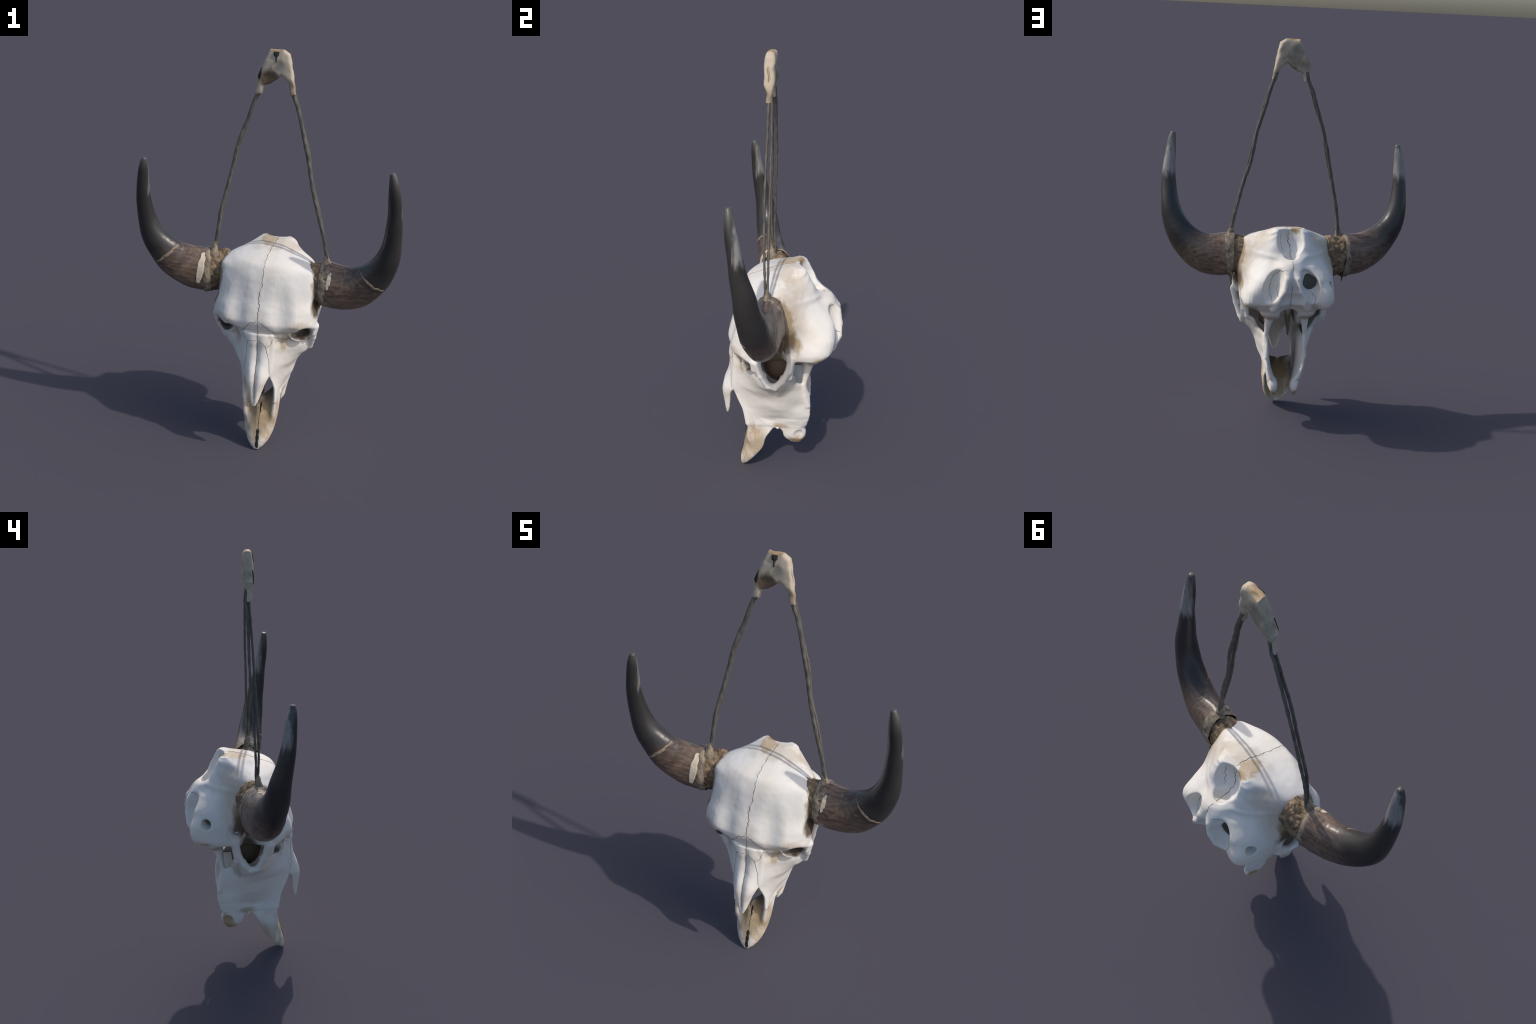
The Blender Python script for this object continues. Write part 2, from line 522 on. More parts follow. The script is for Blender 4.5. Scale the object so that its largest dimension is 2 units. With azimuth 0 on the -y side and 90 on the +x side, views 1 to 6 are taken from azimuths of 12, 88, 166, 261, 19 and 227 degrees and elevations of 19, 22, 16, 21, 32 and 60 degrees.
# face plates ------------------------------------------------------------
NASAL = {
    0.665: [(0, -.231), (.03, -.232), (.068, -.219)],
    0.63: [(0, -.229), (.025, -.236), (.045, -.23), (.066, -.214)],
    0.60: [(0, -.226), (.022, -.233), (.045, -.226), (.066, -.209)],
    0.54: [(0, -.232), (.024, -.240), (.045, -.232), (.064, -.212)],
    0.46: [(0, -.258), (.024, -.266), (.042, -.252), (.060, -.220)],
    0.42: [(0, -.264), (.018, -.271), (.034, -.264), (.047, -.238)],
    0.36: [(0, -.260), (.012, -.265), (.020, -.26), (.030, -.242)],
    0.32: [(0, -.256), (.008, -.260), (.014, -.256), (.019, -.246)],
    0.292: [(0, -.254), (.003, -.256), (.005, -.255), (.007, -.252)],
}
nasal = half.loft(NASAL, [(0.29, .006), (0.42, .011), (0.6, .016)], 16)
MAXILLA = {
    0.665: [(.06, -.219), (.12, -.175), (.18, -.133), (.22, -.108)],
    0.63: [(.063, -.211), (.12, -.160), (.175, -.122), (.206, -.09), (.226, -.06)],
    0.59: [(.064, -.212), (.12, -.160), (.175, -.115), (.206, -.08), (.216, -.05), (.212, -.01), (.19, .03), (.165, .058)],
    0.55: [(.063, -.214), (.11, -.162), (.16, -.112), (.194, -.078), (.204, -.05), (.190, .0), (.162, .045), (.145, .06)],
    0.50: [(.062, -.217), (.10, -.17), (.14, -.11), (.160, -.06), (.156, 0), (.138, .05), (.112, .095), (.098, .11)],
    0.45: [(.062, -.212), (.083, -.18), (.107, -.13), (.130, -.06), (.138, -.01), (.124, .06), (.105, .11), (.096, .13)],
    0.40: [(.074, -.193), (.093, -.14), (.112, -.08), (.126, -.02), (.120, .03), (.106, .08), (.096, .135)],
    0.35: [(.080, -.170), (.087, -.13), (.093, -.08), (.104, -.01), (.103, .05), (.10, .10), (.093, .136)],
    0.30: [(.081, -.160), (.080, -.12), (.078, -.08), (.079, -.01), (.088, .05), (.087, .10), (.080, .126)],
    0.275: [(.080, -.155), (.079, -.12), (.077, -.08), (.077, -.02), (.081, .05), (.080, .10), (.072, .121)],
}
# worn sockets at the rear of the cheek teeth are cut below
maxilla = half.loft(MAXILLA, [(.27, .012), (.4, .012), (.6, .018)], 36)
MOLAR = {
    0.31: [(.080, -.01), (.089, .05), (.087, .10), (.082, .126), (.079, .124), (.077, .12)],
    0.285: [(.078, -.01), (.083, .05), (.082, .10), (.074, .122), (.070, .12), (.064, .11)],
    0.235: [(.071, .022), (.076, .06), (.075, .10), (.064, .117), (.047, .112), (.042, .088)],
    0.20: [(.062, .032), (.068, .06), (.068, .09), (.060, .110), (.050, .108), (.045, .09)],
    0.176: [(.055, .055), (.058, .07), (.058, .085), (.055, .096), (.050, .097), (.049, .09)],
}
molar = half.loft(MOLAR, [(.17, .014), (.21, .022), (.285, .014)], 16)
PREMAX = {
    0.315: [(.048, -.085), (.058, -.085), (.068, -.10), (.078, -.13), (.079, -.10)],
    0.275: [(.006, -.145), (.035, -.118), (.058, -.115), (.079, -.152), (.078, -.10), (.077, -.025)],
    0.24: [(.005, -.152), (.035, -.128), (.058, -.125), (.077, -.148), (.079, -.10), (.078, -.045)],
    0.20: [(.004, -.156), (.035, -.142), (.058, -.142), (.074, -.150), (.084, -.11), (.080, -.070)],
    0.15: [(.004, -.164), (.035, -.157), (.060, -.150), (.076, -.125), (.078, -.10), (.076, -.082)],
    0.10: [(.004, -.173), (.030, -.170), (.052, -.158), (.066, -.140), (.070, -.125), (.068, -.112)],
    0.05: [(.004, -.182), (.020, -.181), (.036, -.174), (.047, -.160), (.050, -.152), (.050, -.146)],
    0.02: [(.003, -.183), (.012, -.182), (.020, -.178), (.026, -.172), (.028, -.168), (.028, -.166)],
    0.008: [(.003, -.181), (.005, -.181), (.008, -.180), (.010, -.178), (.011, -.177), (.012, -.176)],
}
premax = half.loft(PREMAX, [(.008, .014), (.05, .016), (.2, .013), (.3, .009)], 30)

face = smin(maxilla, molar, .012)
face = smax(face, -half.ellipsoid((.091, .095, .218), (.018, .030, .036)), .005)
face = smin(face, premax, .010)
# the gum gap between cheek teeth and the front of the jaw
# (left open by the outlines above)

# cheek arch, its rear arm and the orbit rim
# inner walls: the sinus side of the cheek plates and the side of the braincase floor
INNER = {
    0.50: [(.098, .10), (.094, .06), (.094, .0), (.105, -.06), (.11, -.11)],
    0.46: [(.098, .118), (.086, .07), (.082, .0), (.085, -.07), (.09, -.13)],
    0.36: [(.090, .130), (.080, .09), (.073, .0), (.074, -.06), (.08, -.12)],
    0.29: [(.076, .120), (.064, .08), (.062, .0), (.066, -.05), (.078, -.07)],
    0.255: [(.050, .112), (.044, .08), (.046, .03), (.06, .0), (.078, -.01)],
}
inner = half.loft(INNER, .011, 20)
face = smin(face, inner, .010)
face = smin(face, half.ellipsoid((.090, -.01, .625), (.048, .072, .095)), .03)

arch = half.tube([(.252, -.105, .70), (.240, -.085, .63), (.220, -.055, .568), (.212, -.02, .556), (.213, .012, .59), (.216, .035, .64), (.222, .05, .715)],
                 [.020, .016, .014, .014, .014, .015, .018])
arm = half.tube([(.195, .045, .60), (.20, .05, .66), (.21, .055, .72)], [.012, .013, .015])
rim = half.tube([(.168, -.200, .672), (.19, -.195, .715), (.230, -.158, .722), (.250, -.122, .70), (.245, -.118, .660)],
                [.010] * 5)
pteryg = half.tube([(.085, .13, .66), (.096, .118, .58), (.101, .108, .52), (.104, .112, .46), (.103, .13, .40)], [.034, .016, .010, .008, .008])

orbit = half.ellipsoid((.208, -.172, .672), (.051, .074, .039), (0, 0, 40))
orbit_cup = half.ellipsoid((.182, -.140, .670), (.056, .046, .046), (0, 0, 40))

# assemble the halves
u_hole = half.ellipsoid((.235, -.028, .655), (.09, .040, .090))
face = smax(face, -u_hole, .008)
whole = smin(body, nasal, .008)
whole = smin(whole, face, .010)
whole = smin(whole, arch, .012)
whole = smin(whole, arm, .020)
whole = smin(whole, pteryg, .012)
whole = smin(whole, rim, .016)
whole = smin(whole, orbit_cup, .008)
whole = smax(whole, -orbit, .008)
whole = smax(whole, -half.ellipsoid((.180, -.182, .668), (.030, .045, .026), (0, 0, 40)), .008)
# mirror
nneg = int(round(0.312 / H))
i0 = int(np.argmin(np.abs(half.ax[0])))
pos = whole[i0:]
full = np.concatenate([pos[1:][::-1], pos], 0)
g = Grid((-half.ax[0][-1], half.lo[1], half.lo[2]), (half.ax[0][-1] + 1e-5, 0.292, 1.132), H)
g.ax[0] = np.concatenate([-half.ax[0][i0 + 1:][::-1], half.ax[0][i0:]]).astype(np.float32)
g.ax[0] -= 0
g.X = g.ax[0][:, None, None]
g.Y = half.Y
g.Z = half.Z
g.shape = full.shape
g.lo = np.array([g.ax[0][0], half.lo[1], half.lo[2]], float)

# the +x side of the braincase is flatter behind the horn
full = smax(full, -g.ellipsoid((.305, .125, .82), (.085, .085, .085)), .04)
# one-sided wear: broken openings on the -x side of the braincase, open inside
brain_room = g.ellipsoid((-.075, .12, .83), (.085, .085, .085))
full = smax(full, -brain_room, .010)
full = smax(full, -g.ellipsoid((-.088, .235, .832), (.038, .07, .038), (0, -25, -25)), .008)
full = smax(full, -g.tube([(-.10, .14, .805), (-.20, .175, .802), (-.26, .20, .81)], [.020, .024, .026]), .006)
full = smax(full, -g.ellipsoid((-.255, .04, .765), (.03, .018, .010), (0, 0, 0)), .006)
# the wider nostril gap on the +x side, a narrow one on the other
full = smax(full, -g.tube([(.066, -.225, .448), (.056, -.235, .40)], [.004, .012]), .004)
full = smin(full, g.ellipsoid((-.17, .208, .748), (.047, .047, .060)), .03)
# spike of the skull floor
full = smin(full, g.tube([(-.015, .05, .68), (-.017, .05, .60), (-.022, .05, .492)], [.022, .014, .004]), .008)
# inner scroll plates behind the nasal tip
full = smin(full, g.tube([(.008, -.235, .42), (.010, -.222, .37), (.012, -.213, .335)], [.008, .010, .009]), .006)
full = smin(full, g.tube([(-.008, -.235, .42), (-.012, -.225, .38)], [.008, .007]), .006)

V, Q = surface_net(full, g.lo, H)
V = relax(V, Q, 2)

# keep only the biggest shells (drop crumbs)
lab = np.arange(len(V))
E2 = np.concatenate([Q[:, [0, 1]], Q[:, [1, 2]], Q[:, [2, 3]]])
for _ in range(4000):
    m = np.minimum(lab[E2[:, 0]], lab[E2[:, 1]])
    new = lab.copy()
    np.minimum.at(new, E2[:, 0], m)
    np.minimum.at(new, E2[:, 1], m)
    new = new[new]
    new = new[new]
    if (new == lab).all():
        break
    lab = new
cnts = np.bincount(lab, minlength=len(V))
okv = cnts[lab] > 1500
Q = Q[okv[Q].all(1)]

# gentle lumps and pits of weathered bone
tmp = bpy.data.meshes.new('tmp')
tmp.from_pydata(V.tolist(), [], Q.tolist())
tmp.update()
nrm = np.zeros(len(V) * 3)
tmp.vertices.foreach_get('normal', nrm)
nrm = nrm.reshape(-1, 3)
used = np.zeros(len(V), bool)
used[Q.ravel()] = True
amp = np.zeros(len(V))
for i in np.where(used)[0]:
    p = Vector(V[i])
    amp[i] = 0.0035 * mnoise.noise(p * 5.0) + 0.0007 * mnoise.noise(p * 14.0) + 0.0007 * mnoise.noise(p * 40.0 + Vector((3, 1, 7)))
V = V + nrm * amp[:, None]
V[:, 0] -= 0.007 * np.clip((0.45 - V[:, 2]) / 0.2, 0, 1)      # the muzzle leans a little to -x
V[:, 2] = np.maximum(V[:, 2], 0.0)
Vw = to_world(V)
bpy.data.meshes.remove(tmp)
tmp = bpy.data.meshes.new('tmp')
tmp.from_pydata(Vw.tolist(), [], Q.tolist())
tmp.update()
tmp.vertices.foreach_get('normal', nrm.reshape(-1))
nv = np.zeros(len(V) * 3)
tmp.vertices.foreach_get('normal', nv)
nv = nv.reshape(-1, 3)
skull_tree = BVHTree.FromPolygons(Vw.tolist(), Q.tolist())
bpy.data.meshes.remove(tmp)

# split into named bones; borders coincide and normals come from the whole body
cen = V[Q].mean(1)
cx, cy, cz = np.abs(cen[:, 0]), cen[:, 1], cen[:, 2]
region = np.zeros(len(Q), int)                                     # cranium
line = 0.665 + 0.25 * np.clip(cx - 0.14, -.06, 0.0)
region[(cz < line) & (cy < 0.06)] = 2                              # maxilla
region[(cz < 0.58) & (cy >= 0.06)] = 2
region[(cz < 0.64) & (cx < 0.066) & (cy < -.20)] = 1               # nasal
region[(cz < 0.27) & (cy < -.01)] = 3                              # premaxilla
region[(cz < 0.315) & (cy < -.06) & (cx < .08)] = 3
region[(cz < 0.70) & (cx > 0.185) & (cy > -.10) & (cz > .535)] = 4  # cheek arch
region[(cz < .30) & (cz > .0) & (cy < -.19) & (cy < -.2)] = 1
side = (cen[:, 0] < 0).astype(int)


def part(name, sel, mat=MAT_BONE):
    f = Q[sel]
    u, inv = np.unique(f, return_inverse=True)
    return add_mesh(name, Vw[u], inv.reshape(f.shape), mat, normals=nv[u])


part('cranium', region == 0)
for sd in (0, 1):
    part('nasal_bone', (region == 1) & (side == sd))
    part('maxilla', (region == 2) & (side == sd))
    part('premaxilla', (region == 3) & (side == sd))
    part('cheek_arch', (region == 4) & (side == sd))


# ---------------------------------------------------------------- sweeps
def catmull(pts, n):
    pts = np.asarray(pts, float)
    seg = np.linalg.norm(np.diff(pts[:, :3], axis=0), axis=1)
    t = np.concatenate([[0], np.cumsum(seg)])
    # cubic hermite with finite-difference tangents
    m = np.gradient(pts, t, axis=0)
    u = np.linspace(0, t[-1], n)
    i = np.clip(np.searchsorted(t, u, side='right') - 1, 0, len(t) - 2)
    h = (t[i + 1] - t[i])[:, None]
    s = ((u - t[i]) / h[:, 0])[:, None]
    return ((2 * s**3 - 3 * s**2 + 1) * pts[i] + (s**3 - 2 * s**2 + s) * h * m[i]
            + (-2 * s**3 + 3 * s**2) * pts[i + 1] + (s**3 - s**2) * h * m[i + 1])


def frames(c):
    t = np.gradient(c, axis=0)
    t /= np.linalg.norm(t, axis=1)[:, None]
    a = np.array([0, -1.0, 0])
    out = []
    for k in range(len(c)):
        a = a - t[k] * (a @ t[k])
        a /= np.linalg.norm(a)
        out.append((a.copy(), np.cross(t[k], a)))
    return t, out


class Sweep:
    """tube along a spine of (x, y, z, radius, front-back radius) control points"""
    def __init__(self, ctrl, n):
        s = catmull(ctrl, n)
        self.c, self.r, self.q = s[:, :3], s[:, 3], s[:, 4]
        self.t, self.f = frames(self.c)
        self.n = n

    def point(self, u, ang, off=0.0, bump=None):
        x = u * (self.n - 1)
        i = int(min(max(math.floor(x), 0), self.n - 2))
        w = x - i
        c = self.c[i] * (1 - w) + self.c[i + 1] * w
        r = self.r[i] * (1 - w) + self.r[i + 1] * w
        a, b = self.f[i]
        q = self.q[i] * (1 - w) + self.q[i + 1] * w
        d = a * math.cos(ang) + b * math.sin(ang)
        e = a * math.cos(ang) * q + b * math.sin(ang) * r
        k = bump(u, ang, c + e) if bump else 0.0
        return c + e + d * (off + k)

    def tube(self, m, u0=0.0, u1=1.0, steps=None, off=0.0, bump=None, caps=(True, True), edge=None):
        steps = steps or self.n
        vs, fs = [], []
        for k in range(steps):
            for j in range(m):
                ang = 2 * math.pi * j / m
                a0 = u0 + (edge(ang) if edge else 0.0)
                u = a0 + (u1 - a0) * k / (steps - 1)
                vs.append(self.point(u, ang, off, bump))
        for k in range(steps - 1):
            for j in range(m):
                j2 = (j + 1) % m
                fs.append((k * m + j, k * m + j2, (k + 1) * m + j2, (k + 1) * m + j))
        if caps[0]:
            vs.append(np.mean(vs[:m], axis=0))
            fs += [(len(vs) - 1, (j + 1) % m, j) for j in range(m)]
        if caps[1]:
            b0 = (steps - 1) * m
            vs.append(np.mean(vs[b0:b0 + m], axis=0))
            fs += [(len(vs) - 1, b0 + j, b0 + (j + 1) % m) for j in range(m)]
        return np.array(vs), fs

    def patch(self, u_of, ang0, ang1, na, nu, off, thick=0.002, bump=None):
        """thin raised patch on the surface; u_of(s) gives (u0, u1) for s in 0..1 round the horn"""
        vs, fs = [], []
        for layer in (off, off - thick):
            for i in range(na):
                s = i / (na - 1)
                a = ang0 + (ang1 - ang0) * s
                ua, ub = u_of(s)
                for k in range(nu):
                    vs.append(self.point(ua + (ub - ua) * k / (nu - 1), a, layer, bump))
        N = na * nu
        for i in range(na - 1):
            for k in range(nu - 1):
                q = (i * nu + k, i * nu + k + 1, (i + 1) * nu + k + 1, (i + 1) * nu + k)
                fs.append(q)
                fs.append(tuple(N + x for x in reversed(q)))
        ring = [k for k in range(nu)] + [i * nu + nu - 1 for i in range(1, na)] + [(na - 1) * nu + k for k in range(nu - 2, -1, -1)] + [i * nu for i in range(na - 2, 0, -1)]
        for a, b in zip(ring, ring[1:] + ring[:1]):
            fs.append((a, N + a, N + b, b))
        return np.array(vs), fs


# horns: spine from the root in the skull to the tip, radius last
HORN_P = [(.19, -.066, .906, .110, .074), (.25, -.070, .906, .112, .075), (.30, -.078, .906, .115, .076), (.345, -.086, .902, .114, .075), (.425, -.100, .909, .105, .072),
          (.493, -.121, .946, .090, .067), (.551, -.143, 1.012, .073, .060), (.586, -.163, 1.085, .058, .053), (.601, -.176, 1.155, .046, .046),
          (.606, -.198, 1.24, .039, .036), (.605, -.213, 1.33, .033, .029), (.596, -.229, 1.425, .026, .024), (.586, -.236, 1.492, .017, .016), (.581, -.238, 1.513, .011, .011)]
HORN_N = [(-.19, -.012, .907, .112, .074), (-.25, -.016, .902, .113, .075), (-.31, -.024, .902, .115, .076), (-.38, -.032, .909, .109, .074), (-.455, -.042, .939, .097, .068),
          (-.517, -.052, .990, .081, .060), (-.573, -.063, 1.062, .062, .054), (-.600, -.076, 1.145, .047, .046), (-.609, -.092, 1.215, .040, .038),
          (-.611, -.108, 1.29, .034, .032), (-.606, -.120, 1.375, .028, .026), (-.602, -.126, 1.42, .023, .022), (-.597, -.132, 1.458, .015, .014), (-.595, -.133, 1.472, .011, .011)]


def horn_bump(u, ang, p):
    q = Vector(p)
    k = max(0.0, 1 - u * 1.6)
    return 0.004 * mnoise.noise(q * 12) * (0.3 + k) + 0.0016 * k * mnoise.noise(q * 55) + 0.0004 * k * math.sin(u * 160 + 6 * mnoise.noise(q * 8))


def core_bump(u, ang, p):
    q = Vector(p)
    return 0.010 * mnoise.noise(q * 18) + 0.007 * mnoise.noise(q * 48) + 0.003 * mnoise.noise(q * 120) - 0.004


def make_horn(ctrl, sgn):
    sw = Sweep(ctrl, 120)
    xs = np.abs(sw.c[:, 0] - XOFF * 0)
    u_rim = float(np.interp(0.300, xs[:60], np.linspace(0, 59 / 119, 60)))

    # jagged sheath rim with a spike hanging below
    def edge(ang):
        q = Vector((math.cos(ang) * 2.2, math.sin(ang) * 2.2, 5 * sgn))
        down = math.cos(ang - (math.pi / 2 if sw.f[20][1][2] < 0 else -math.pi / 2))
        return 0.010 * mnoise.noise(q * 2) - 0.012 * max(0, down - 0.93) / 0.07

    v, f = sw.tube(56, u_rim, 1.0, 150, 0.0, horn_bump, (True, True), edge)
    horn = add_mesh('horn', v, f, MAT_HORN)
    v, f = sw.tube(120, 0.0, u_rim + 0.03, 50, -0.006, core_bump, (True, True))
    add_mesh('horn_core', v, f, MAT_CORE)
    # hide band wound round the sheath rim, where the cord is tied
    ub = u_rim + 0.004

    def band_bump(u, ang, p):
        s = (u - ub + 0.02) / 0.04
        return 0.0045 * max(0.0, 1 - (2 * s - 1)**2) + 0.005 * mnoise.noise(Vector(p) * 26) + 0.003 * mnoise.noise(Vector(p) * 70)
    v, f = sw.tube(72, ub - 0.024, ub + 0.016, 16, -0.0025, band_bump, (False, False))
    add_mesh('hide_band', v, f, MAT_BAND)
    return sw, u_rim, horn


sw_p, ur_p, horn_p = make_horn(HORN_P, 1)
sw_n, ur_n, horn_n = make_horn(HORN_N, -1)


# ---------------------------------------------------------------- cords
def cord(ctrl, name='cord', m=14):
    sw = Sweep([(*c, .0088, .0052) for c in ctrl], 110)

    def cb(u, ang, p):
        return 0.0012 * mnoise.noise(Vector(p) * 45) + 0.0006 * math.sin(ang * 2 + u * 90)
    v, f = sw.tube(m, 0, 1, 110, 0, cb)
    return add_mesh(name, v, f, MAT_CORD)


CORD_P = [(.092, -.078, 1.84), (.102, -.077, 1.809), (.127, -.078, 1.741), (.145, -.079, 1.672), (.164, -.081, 1.603), (.183, -.083, 1.533), (.199, -.085, 1.444), (.214, -.086, 1.372), (.235, -.087, 1.30), (.255, -.087, 1.226), (.276, -.086, 1.143), (.294, -.085, 1.058), (.303, -.084, 1.01)]
CORD_N = [(-.056, -.055, 1.845), (-.066, -.054, 1.80), (-.081, -.052, 1.767), (-.108, -.050, 1.685), (-.135, -.048, 1.612), (-.156, -.046, 1.547), (-.176, -.045, 1.462), (-.198, -.045, 1.367), (-.219, -.045, 1.279), (-.236, -.044, 1.21), (-.249, -.042, 1.131), (-.260, -.036, 1.051), (-.266, -.034, 1.0)]


def strands(ctrl, spread):
    n = len(ctrl)
    for sgn in (-1, 1):
        pts = []
        for i, (x, y, z) in enumerate(ctrl):
            k = i / (n - 1)
            s = spread * (0.45 + 0.55 * math.sin(math.pi * min(1, k * 1.0))) if k < 0.85 else spread * 0.5
            pts.append((x + sgn * 0.0015 * math.sin(i * 1.7), y + sgn * s, z))
        cord(pts)


strands(CORD_P, .0105)
strands(CORD_N, .0095)


def knot(c, top):
    """lump of hide where the strands meet the band"""
    gk = Grid(np.array(c) - (.06, .05, .06), np.array(c) + (.06, .05, .10), .003)
    d = gk.ellipsoid((c[0], c[1], c[2] - .015), (.024, .022, .026))
    d = smin(d, gk.tube([c, top], [.020, .008]), .02)
    v, q = surface_net(d, gk.lo, .003)
    v = relax(v, q, 1)
    v += np.array([[0.006 * mnoise.noise(Vector(p) * 40), 0.006 * mnoise.noise(Vector(p) * 40 + Vector((9, 0, 0))), 0] for p in v])
    add_mesh('cord_knot', v, q, MAT_BAND)


def rim_flap(a, b, w):
    """torn point of horn sheath hanging below the rim"""
    a, b = np.array(a, float), np.array(b, float)
    vs, fs, m, n = [], [], 10, 9
    for k in range(n):
        t = k / (n - 1)
        c = a + (b - a) * t + np.array([0.004 * math.sin(3 * t), 0, 0])
        for j in range(m):
            g_ = 2 * math.pi * j / m
            r = w * (1 - t)**0.8 + 0.0008
            vs.append(c + np.array([0.35 * r * math.cos(g_), r * math.sin(g_), 0]) * (1 + 0.25 * mnoise.noise(Vector((j * 2.1, k * .7, w * 99)))))
    for k in range(n - 1):
        for j in range(m):
            fs.append((k * m + j, k * m + (j + 1) % m, (k + 1) * m + (j + 1) % m, (k + 1) * m + j))
    fs.append(tuple(range(m - 1, -1, -1)))
    fs.append(tuple((n - 1) * m + j for j in range(m)))
    return vs, fs


for a_, b_, w_ in (((.298, -.03, .83), (.299, -.019, .757), .028), ((-.295, .015, .815), (-.284, .024, .768), .018)):
    v_, f_ = rim_flap(a_, b_, w_)
    add_mesh('sheath_splinter', v_, f_, MAT_HORN)
knot((.302, -.085, 1.005), (.291, -.084, 1.055))
knot((-.272, -.040, .995), (-.263, -.042, 1.055))

# ---------------------------------------------------------------- hanger bone at the top
hg = Grid((-.11, -.13, 1.78), (.14, -.01, 2.012), .0025)
outline = [(-.013, 2.0), (.056, 2.0), (.080, 1.982), (.092, 1.93), (.099, 1.90), (.104, 1.865), (.118, 1.80), (.090, 1.795), (.075, 1.86), (.043, 1.884), (.02, 1.862),
           (-.005, 1.845), (-.036, 1.835), (-.046, 1.795), (-.080, 1.79), (-.070, 1.845), (-.076, 1.876), (-.05, 1.92)]
pl = np.array(outline, np.float32)
hx = np.broadcast_to(hg.ax[0][:, None], (hg.shape[0], hg.shape[2]))
hz = np.broadcast_to(hg.ax[2][None, :], (hg.shape[0], hg.shape[2]))
d2 = chord2d(hx, hz, pl, True)[:, None, :]
yc = -.072 - .14 * (hg.X - .02)
ht = .0135 + .0095 * np.clip((hg.Z - 1.83) / .06, 0, 1) - .006 * np.clip((hg.Z - 1.95) / .05, 0, 1)
dy = np.abs(hg.Y - yc) - ht
hang = smax(d2 + .001 + 0 * dy, dy + 0 * d2, .014)
hang = smax(hang, -hg.ellipsoid((-.012, -.10, 1.868), (.045, .02, .03)), .012)
hang = smax(hang, -hg.ellipsoid((.01, -.055, 2.004), (.022, .015, .012)), .004)
hang = smax(hang, -hg.ellipsoid((.094, -.085, 1.915), (.012, .004, .035)), .004)
hv, hq = surface_net(hang, hg.lo, .0025)
hv = relax(hv, hq, 2)
hv += np.array([[0.004 * mnoise.noise(Vector(p) * 30), 0.007 * mnoise.noise(Vector(p) * 24 + Vector((5, 0, 0))), 0] for p in hv])
hv[:, 2] += (2.0 - hv[:, 2].max()) * np.clip((hv[:, 2] - 1.85) / .15, 0, 1)
hanger = add_mesh('hanger_bone', hv, hq, MAT_HANGER)
hang_tree = BVHTree.FromPolygons(hv.tolist(), hq.tolist())


# ---------------------------------------------------------------- sutures and dark gaps laid on the surfaces
def wiggle(pts, step, amp, seed):
    pts = np.asarray(pts, float)
    L = np.linalg.norm(np.diff(pts, axis=0), axis=1).sum()
    n = max(6, int(L / step))
    p = resample(pts, n)
    out = []
    for i, q in enumerate(p):
        k = min(1.0, i / 3, (n - 1 - i) / 3)
        out.append(q + np.array([amp * k * mnoise.noise(Vector((i * 0.55, seed, 0))), amp * k * mnoise.noise(Vector((i * 0.5, seed, 9))), amp * k * mnoise.noise(Vector((i * .55, seed, 5)))]))
    return np.array(out)


def suture(name, pts, direction, r=0.0016, amp=0.008, seed=1.0, mat=None, parent=None, step=.006, sink=-.15):
    """thin dirt-filled seam: points are projected onto the skull along direction"""
    d = Vector(to_world(np.array(direction)) - to_world(np.zeros(3))).normalized()
    hits = []
    for q in wiggle(pts, step, amp, seed):
        o = Vector(to_world(q)) - d * 0.4
        loc, no, idx, dist = skull_tree.ray_cast(o, d, 0.6)
        if loc is not None:
            hits.append((loc - no * (min(r, .003) * sink), no))
    if len(hits) < 4:
        return
    vs, fs, m = [], [], 6
    for i, (p, no) in enumerate(hits):
        a = hits[max(i - 1, 0)][0]
        b = hits[min(i + 1, len(hits) - 1)][0]
        t = (b - a).normalized()
        s = t.cross(no).normalized()
        w = r * (0.75 + 0.5 * mnoise.noise(Vector((i * .3, seed, 2)))) * min(1, 0.3 + i / 3, 0.3 + (len(hits) - 1 - i) / 3)
        for j in range(m):
            ang = 2 * math.pi * j / m
            vs.append(np.array(p + s * math.cos(ang) * w + no * math.sin(ang) * min(w * 0.6, .0016)))
    for i in range(len(hits) - 1):
        for j in range(m):
            fs.append((i * m + j, i * m + (j + 1) % m, (i + 1) * m + (j + 1) % m, (i + 1) * m + j))
    fs.append(tuple(range(m - 1, -1, -1)))
    fs.append(tuple((len(hits) - 1) * m + j for j in range(m)))
    add_mesh(name, vs, fs, mat or MAT_SEAM, parent)


F = (0, 1, 0)
B = (0, -1, 0)
D = (0, 0, -1)
suture('suture', [(0.004, 0, 1.0), (.006, 0, .93), (-.004, 0, .85), (0, 0, .742)], F, .0019, .010, 1.3)
suture('suture', [(0, 0, .742), (0, 0, .64)], F, .0017, .004, 2.3)
suture('suture', [(.012, .06, 0), (.008, 0, 0), (0, -.06, 0), (.002, -.13, 0), (.004, -.165, 0)], (0, 0.35, -1), .0016, .008, 3.3) if False else None
suture('suture', [(.012, .075, 1.1), (.008, .0, 1.08), (0, -.06, 1.05), (.002, -.12, 1.02), (.004, -.165, 1.0)], D, .0016, .008, 3.3)
suture('suture', [(0, 0, .742), (-.04, 0, .728), (-.092, 0, .665), (-.14, 0, .665)], F, .0016, .008, 4.3)
suture('suture', [(0, 0, .742), (.03, 0, .725), (.076, 0, .69), (.078, 0, .66), (.123, 0, .636), (.16, 0, .655)], F, .0016, .008, 5.3)
suture('suture', [(0, 0, .64), (-.048, 0, .632), (-.055, 0, .615), (-.058, 0, .55), (-.066, 0, .47)], F, .0014, .004, 6.3)
suture('suture', [(0, 0, .64), (.03, 0, .628), (.045, 0, .605), (.058, 0, .54), (.063, 0, .46)], F, .0014, .004, 7.3)
suture('suture', [(.045, 0, .605), (.062, 0, .62), (.078, 0, .66)], F, .0013, .005, 8.3)
